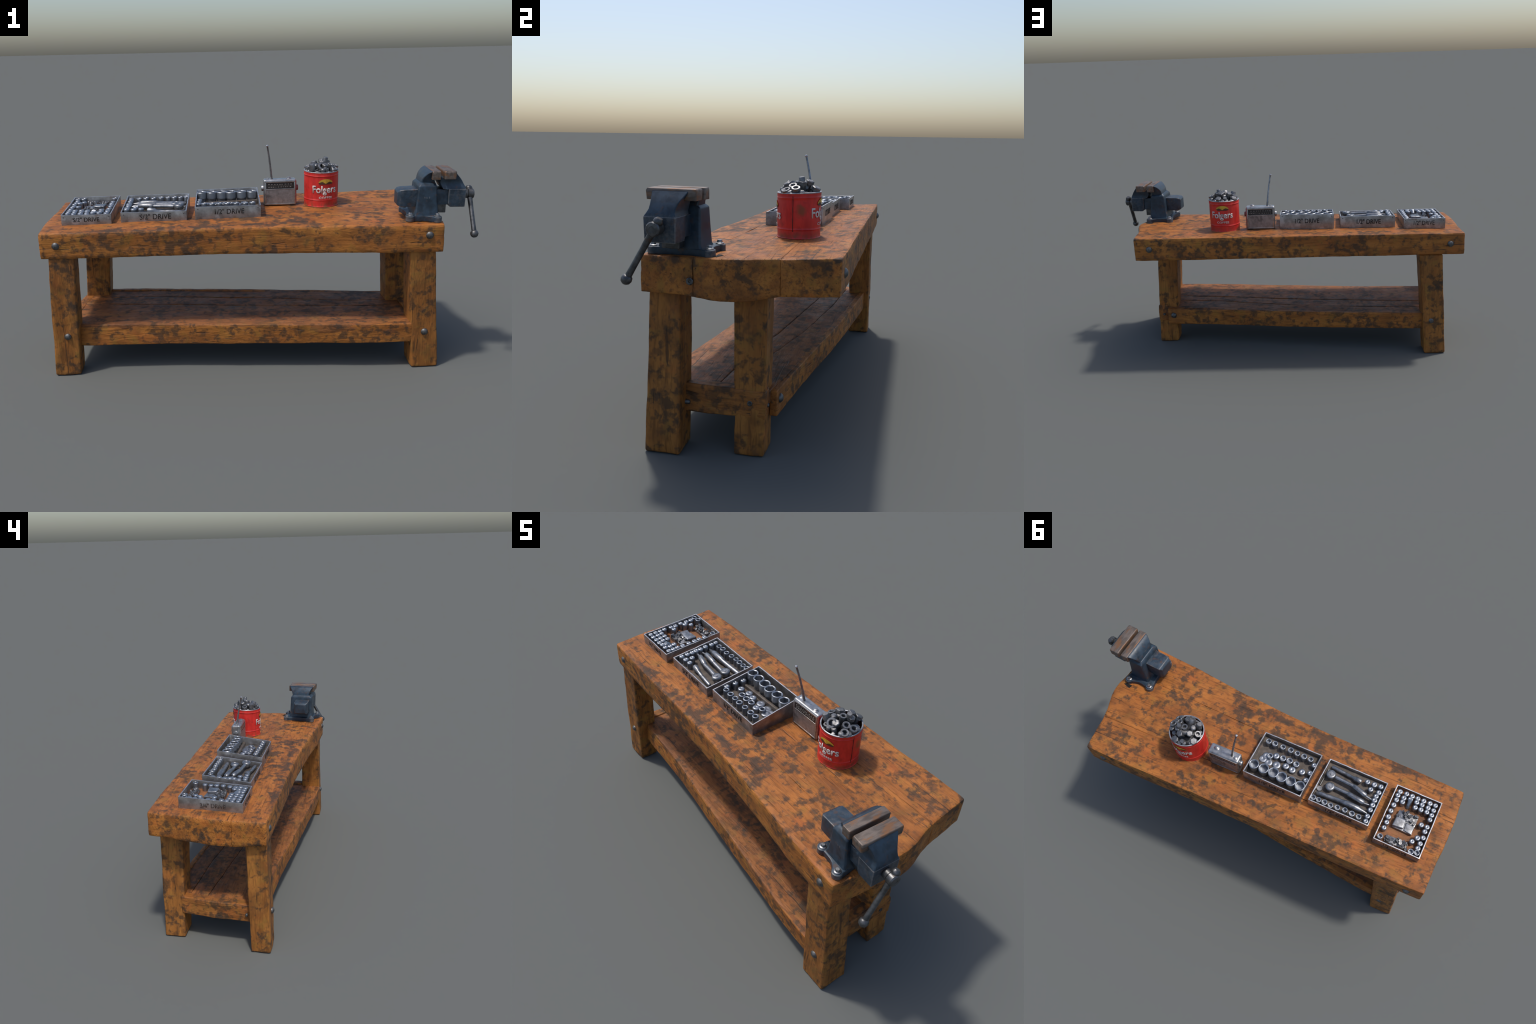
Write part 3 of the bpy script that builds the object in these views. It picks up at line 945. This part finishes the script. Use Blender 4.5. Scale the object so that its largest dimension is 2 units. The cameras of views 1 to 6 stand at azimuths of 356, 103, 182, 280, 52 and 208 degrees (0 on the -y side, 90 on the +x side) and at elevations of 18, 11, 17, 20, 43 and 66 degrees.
def tray(label, rim, texts, floor_mat, wall=.0052, floor_up=.004):
    cx = sum(p[0] for p in rim) / 4
    cy = sum(p[1] for p in rim) / 4
    z0 = table_z(cx, cy) - .003
    t = thing("socket_tray", label, "tool tray", (cx, cy, z0))
    n = 14
    outer_lo, outer_hi, inner_hi, inner_lo = [], [], [], []
    C = Vector((cx, cy))
    for i in range(4):
        a, b = Vector(rim[i]), Vector(rim[(i + 1) % 4])
        e = (b - a).to_2d().normalized()
        nin = Vector((-e.y, e.x))
        for k in range(n):
            f = k / n
            p = a.lerp(b, f)
            # inner corner offset keeps an even wall all round
            w = nin * wall
            if k == 0:
                pe = (a - Vector(rim[i - 1])).to_2d().normalized()
                w = w + Vector((-pe.y, pe.x)) * wall
            bow = .0014 * math.sin(PI * f) * noise.noise(Vector((p.x * 30, p.y * 30, 4)))
            zt = p.z - z0 - .0022 * max(0, noise.noise(Vector((p.x * 22, p.y * 22, 1)))) * math.sin(PI * f)
            o = p.to_2d() - C + nin * bow
            zb = table_z(p.x, p.y) - z0 - .001
            outer_lo.append((o.x, o.y, zb))
            outer_hi.append((o.x, o.y, zt))
            q = o + w
            inner_hi.append((q.x, q.y, zt - .0003))
            inner_lo.append((q.x, q.y, zb + floor_up))
    V, F = loft([inner_lo, inner_hi, outer_hi, outer_lo], caps=False)
    me = mesh("tray_wall", V, F)
    bevelled(me, .0013, 2, 30)
    ob = add(me, "tray_wall", t, [M_TRAY, M_RIM], smooth=40)
    for p in me.polygons:
        if p.normal.z > .35:
            p.material_index = 1
    fl = mesh("tray_floor", [(p[0], p[1], p[2] + .0008) for p in inner_lo] + [(p[0], p[1], p[2] - .0022) for p in inner_lo],
              [tuple(range(4 * n)), tuple(range(4 * n, 8 * n))] + [(i, (i + 1) % (4 * n), 4 * n + (i + 1) % (4 * n), 4 * n + i) for i in range(4 * n)])
    add(fl, "tray_floor", t, [floor_mat], smooth=0)
    # rivets near the wall ends
    rv = mesh("rivet", *lathe([(.0005, .0012), (.0022, .0009), (.003, -.0005)], 10))
    r0 = None
    for (i, j, sgn) in ((0, 1, -1), (2, 3, 1)):
        a, b = Vector(rim[i]), Vector(rim[j])
        e = (b - a).to_2d().normalized()
        for f in (.045, .955):
            p = a.lerp(b, f)
            loc = (p.x - cx + e.y * .0004, p.y - cy - e.x * .0004, p.z - z0 - .012)
            rot = (PI / 2, 0, math.atan2(e.y, e.x))
            if r0 is None:
                r0 = add(rv, "rivet", t, [M_BOLT], loc, rot)
            else:
                place(r0, "rivet", loc, rot)
    for (i, body, f0, f1, h0, h1, bold) in texts:
        a, b = Vector(rim[i]), Vector(rim[(i + 1) % 4])
        e = (b - a).to_2d().normalized()
        zb = table_z((a.x + b.x) / 2, (a.y + b.y) / 2)
        o = Vector((e.y, -e.x)) * .0010
        wall_text(t, body, (a.x - cx + o.x, a.y - cy + o.y, 0), (b.x - cx + o.x, b.y - cy + o.y, 0), zb - z0, (a.z + b.z) / 2 - z0, f0, f1, h0, h1, bold, M_FADED if i == 3 else M_INK)
    return t, (cx, cy, z0)


S = {}


def put_sockets(t, o, kind, vf, pts, top, r, name="socket", mat=None, jit=.0):
    """stand sockets at world x,y so that their tops reach z = top"""
    base = None
    for (x, y) in pts:
        zf = table_z(x, y) + .0015
        zt = top(x, y) if callable(top) else top
        zt += rng.uniform(-1, 1) * jit
        sx = r * (1.17 + rng.uniform(-.06, .06))
        loc = (x - o[0], y - o[1], zf - o[2])
        sc = (sx, sx, zt - zf)
        rot = (rng.uniform(-.03, .03), rng.uniform(-.03, .03), rng.uniform(0, 6.28))
        if kind not in S:
            S[kind] = mesh(name, *vf)
            b = add(S[kind], name, t, [mat or M_SOCKET], loc, rot, smooth=40)
            b.scale = sc
            base = b
            S[kind + "_ob"] = b
        else:
            b = place(S[kind + "_ob"], name, loc, rot, sc)
            b.parent = t


closed = socket_vf(1, 1, False, .94)
openk = socket_vf(1, 1, True, .97, .62, .30)
deep = socket_vf(1, 1, True, .86, .78, .42)
M_FLOORWOOD = wood("wood_tray_floor", 0, (.30, .11, .034), (.17, .065, .026), .52, .64, .56)

# leftmost tray: many short sockets round a socket block
rimA = [(-.910, -.106, .7555), (-.679, -.109, .7545), (-.672, .202, .7745), (-.903, .206, .7725)]
tA, oA = tray("low steel tray of short sockets around a block", rimA,
              [(0, 'S/2" DRIVE', .23, .76, .30, .74, .012), (2, '1/2" DRIVE', .24, .74, .34, .78, .008), (3, '3/4" DRIVE', .34, .74, .26, .70, .02)], M_FLOORWOOD, floor_up=.014)
ptsA = [(x, -.079) for x in (-.704, -.738, -.766, -.796, -.825, -.855, -.884)]
ptsA += [(-.702, -.054), (-.734, -.054), (-.765, -.060), (-.796, -.057), (-.825, -.055), (-.856, -.055), (-.884, -.052)]
ptsA += [(-.703, -.030), (-.735, -.030), (-.799, -.031), (-.828, -.031), (-.856, -.031), (-.884, -.025)]
ptsA += [(-.701, -.001), (-.700, .033), (-.700, .066), (-.701, .095), (-.701, .126), (-.885, .000), (-.884, .039), (-.883, .066), (-.885, .098), (-.882, .131), (-.881, .158), (-.855, .040), (-.862, .110), (-.843, .136)]
put_sockets(tA, oA, "closed", closed, ptsA, lambda x, y: .758 + .028 * (y + .08), .0115, jit=.002)
put_sockets(tA, oA, "open", openk, [(-.698, .177), (-.856, .186), (-.882, .182)], .768, .0120)
lz = table_z(-.766, -.045)
V, F = tube([(-.766 - oA[0], -.060 - oA[1], .757 - oA[2]), (-.765 - oA[0], -.040 - oA[1], .742 - oA[2]), (-.765 - oA[0], -.026 - oA[1], .722 - oA[2])], [.0105, .011, .010], 14)
add(mesh("leaning_socket", V, F), "leaning_socket", tA, [M_SOCKET])
# socket block: stepped plate with studs on one half
bz = table_z(-.78, .05) - oA[2]
blk = []
P = lambda x, y: (x - oA[0], y - oA[1])


def quadprism(c, z0, z1):
    return loft([[(*P(*p), z0) for p in c], [(*P(*p), z1) for p in c]])


add(bevelled(mesh("block_plate", *quadprism([(-.833, .004), (-.735, .006), (-.731, .100), (-.830, .103)], bz + .003, bz + .033)), .003, 2), "block_plate", tA, [M_TOOL])
add(bevelled(mesh("block_box", *quadprism([(-.782, .048), (-.733, .046), (-.729, .098), (-.784, .094)], bz + .020, bz + .048)), .005, 3), "block_box", tA, [M_TOOL])
add(bevelled(mesh("block_box", *quadprism([(-.832, .060), (-.786, .055), (-.788, .098), (-.828, .104)], bz + .020, bz + .038)), .004, 3), "block_box", tA, [M_TOOL])
bits = []
for i in range(34):
    x, y = rng.uniform(-.828, -.738), rng.uniform(.008, .052)
    r, h = rng.uniform(.0035, .008), rng.uniform(.010, .026)
    M = Matrix.Translation((x - oA[0], y - oA[1], bz + .024)) @ Matrix.Rotation(rng.uniform(-.35, .35), 4, 'X') @ Matrix.Rotation(rng.uniform(-.35, .35), 4, 'Y')
    bits.append(moved(lathe([(r * .5, h * .9), (r * .6, h), (r * .9, h), (r, h * .9), (r, 0)], 10), M))
b1 = add(mesh("block_studs", *join(bits)), "block_studs", tA, [M_PILE])
b1["kind"] = "stuff"
add(bevelled(mesh("bit_plate", *quadprism([(-.830, .142), (-.722, .146), (-.722, .180), (-.828, .182)], bz + .003, bz + .030)), .003, 2), "bit_plate", tA, [M_TOOL])
bits = []
for i in range(30):
    x, y = rng.uniform(-.826, -.726), rng.uniform(.146, .180)
    r, h = rng.uniform(.0045, .009), rng.uniform(.012, .026)
    M = Matrix.Translation((x - oA[0], y - oA[1], bz + .022)) @ Matrix.Rotation(rng.uniform(-.5, .5), 4, 'X') @ Matrix.Rotation(rng.uniform(-.5, .5), 4, 'Y')
    bits.append(moved(lathe([(r * .5, h * .9), (r * .55, h), (r * .9, h), (r, h * .9), (r, 0)], 10), M))
b2 = add(mesh("loose_bits", *join(bits)), "loose_bits", tA, [M_PILE])
b2["kind"] = "stuff"

# middle tray: ratchets and bars with two rows of sockets
rimB = [(-.637, -.095, .7555), (-.328, -.100, .7550), (-.319, .155, .7835), (-.629, .160, .7825)]
tB, oB = tray("steel tray of ratchet wrenches and small sockets", rimB,
              [(0, 'S/2" DRIVE', .285, .76, .22, .80, .01), (2, '1/2" DRIVE', .30, .74, .32, .74, .02)], M_FLOORM, floor_up=.021)
put_sockets(tB, oB, "closed", closed, [(-.544, -.057), (-.578, -.057), (-.612, -.061), (-.573, -.026), (-.613, -.028), (-.609, -.003), (-.611, .020), (-.609, .046), (-.610, .075), (-.609, .110), (-.610, .137)],
            lambda x, y: .764 + .05 * (y + .06), .0122, jit=.002)
put_sockets(tB, oB, "open", openk, [(-.336, .129), (-.365, .130), (-.395, .132), (-.426, .132), (-.461, .131), (-.500, .128), (-.535, .130), (-.571, .130)], .774, .0122, jit=.002)


def Q(x, y, z):
    return (x - oB[0], y - oB[1], z - oB[2])


def ratchet(head, neck0, mid, end, tail, zh, zt, nm="ratchet_wrench"):
    hx, hy = head
    hd = moved(lathe([(.008, -.028), (.021, -.024), (.0235, -.014), (.0235, -.004), (.0205, .0005), (.0155, .0012), (.0140, -.0008), (.0060, -.0008), (.0055, .0015), (.0005, .0018)], 28), Matrix.Translation(Q(hx, hy, zh)) @ Matrix.Rotation(.06, 4, 'X'))
    sh = tube([Q(*neck0, zh - .012), Q(*[(neck0[i] * .55 + mid[i] * .45) for i in (0, 1)], zh - .010), Q(*mid, zt)], [.0100, .0092, .0100], 10)
    gr = tube([Q(*mid, zt), Q(*[(mid[i] * .93 + end[i] * .07) for i in (0, 1)], zt + .001), Q(*[(mid[i] * .3 + end[i] * .7) for i in (0, 1)], zt), Q(*[(mid[i] * .06 + end[i] * .94) for i in (0, 1)], zt - .001), Q(*end, zt - .003)], [.0108, .0134, .0138, .0134, .0098], 10)
    tl = tube([Q(*end, zt - .004), Q(*tail, zt - .006)], [.006, .005], 10)
    return add(mesh(nm, *join([hd, sh, gr, tl])), nm, tB, [M_TOOL], smooth=50)


ratchet((-.367, -.020), (-.392, -.016), (-.489, -.008), (-.562, .013), (-.598, .019), .7700, .7600)
ratchet((-.386, .040), (-.404, .034), (-.479, .038), (-.566, .050), (-.594, .048), .7650, .7570)
V, F = tube([Q(-.337, .092, .746), Q(-.342, .092, .746), Q(-.40, .088, .749), Q(-.470, .086, .752), Q(-.480, .086, .753), Q(-.50, .086, .755), Q(-.552, .088, .754), Q(-.566, .089, .752), Q(-.60, .092, .750)],
            [.0100, .0120, .0120, .0115, .0140, .0152, .0152, .0115, .006], 12)
add(mesh("breaker_bar", V, F), "breaker_bar", tB, [M_TOOL], smooth=50)
V, F = tube([Q(-.355, -.067, .7405), Q(-.360, -.067, .7415), Q(-.42, -.060, .742), Q(-.472, -.054, .746), Q(-.482, -.052, .748), Q(-.505, -.049, .750), Q(-.514, -.047, .750)],
            [.0085, .0104, .0098, .0090, .0138, .0148, .0120], 12)
add(mesh("extension_bar", V, F), "extension_bar", tB, [M_TOOL], smooth=50)
V, F = tube([Q(-.342, -.050, .736), Q(-.336, .045, .738)], [.005, .005], 8)
add(mesh("thin_rod", V, F), "thin_rod", tB, [M_DARKSTEEL])
add(mesh("washer_disc", *moved(lathe([(.0005, .006), (.013, .006), (.0145, .004), (.0145, -.003)], 20), Matrix.Translation(Q(-.341, .063, .736)))), "washer_disc", tB, [M_PILE])

# right tray: deep impact sockets behind a divider
rimC = [(-.289, -.094, .7695), (.024, -.096, .7685), (.026, .158, .8035), (-.282, .163, .8005)]
tC, oC = tray("deep steel tray of large hollow sockets", rimC,
              [(0, '1/2" DRIVE', .30, .745, .36, .80, .012), (2, '1/2" DRIVE', .28, .73, .40, .72, .012)], M_FLOORM, floor_up=.025)
put_sockets(tC, oC, "open", openk, [(-.012, -.053), (-.049, -.054), (-.090, -.053), (-.134, -.051), (-.172, -.049), (-.208, -.049), (-.244, -.049)], .775, .0128, jit=.001)
put_sockets(tC, oC, "closed", closed, [(-.272, -.025), (-.270, .020), (-.268, .061)], .772, .0125)
put_sockets(tC, oC, "open", openk, [(-.052, .012), (-.115, -.002), (-.151, -.001), (-.189, .000)], .763, .0140, jit=.002)
put_sockets(tC, oC, "closed", closed, [(-.079, -.002), (-.231, .024), (-.145, .030), (-.182, .034)], .760, .0148, jit=.002)
put_sockets(tC, oC, "closed", closed, [(-.022, .034), (-.055, .041), (-.099, .039), (-.030, .014)], .747, .0175, jit=.004)
put_sockets(tC, oC, "deep", deep, [(-.007, .098), (-.058, .098), (-.110, .100), (-.159, .104), (-.209, .107), (-.256, .109)], .798, .0228, name="deep_socket")
V, F = loft([[(-.270 - oC[0], .055 - oC[1], .716 - oC[2]), (-.270 - oC[0], .072 - oC[1], .716 - oC[2]), (.018 - oC[0], .078 - oC[1], .717 - oC[2]), (.018 - oC[0], .058 - oC[1], .717 - oC[2])],
             [(-.270 - oC[0], .057 - oC[1], .755 - oC[2]), (-.270 - oC[0], .070 - oC[1], .755 - oC[2]), (.018 - oC[0], .076 - oC[1], .760 - oC[2]), (.018 - oC[0], .060 - oC[1], .760 - oC[2])]])
me = bevelled(mesh("divider", V, F), .004, 3)
add(me, "divider", tC, [M_FLOORM])
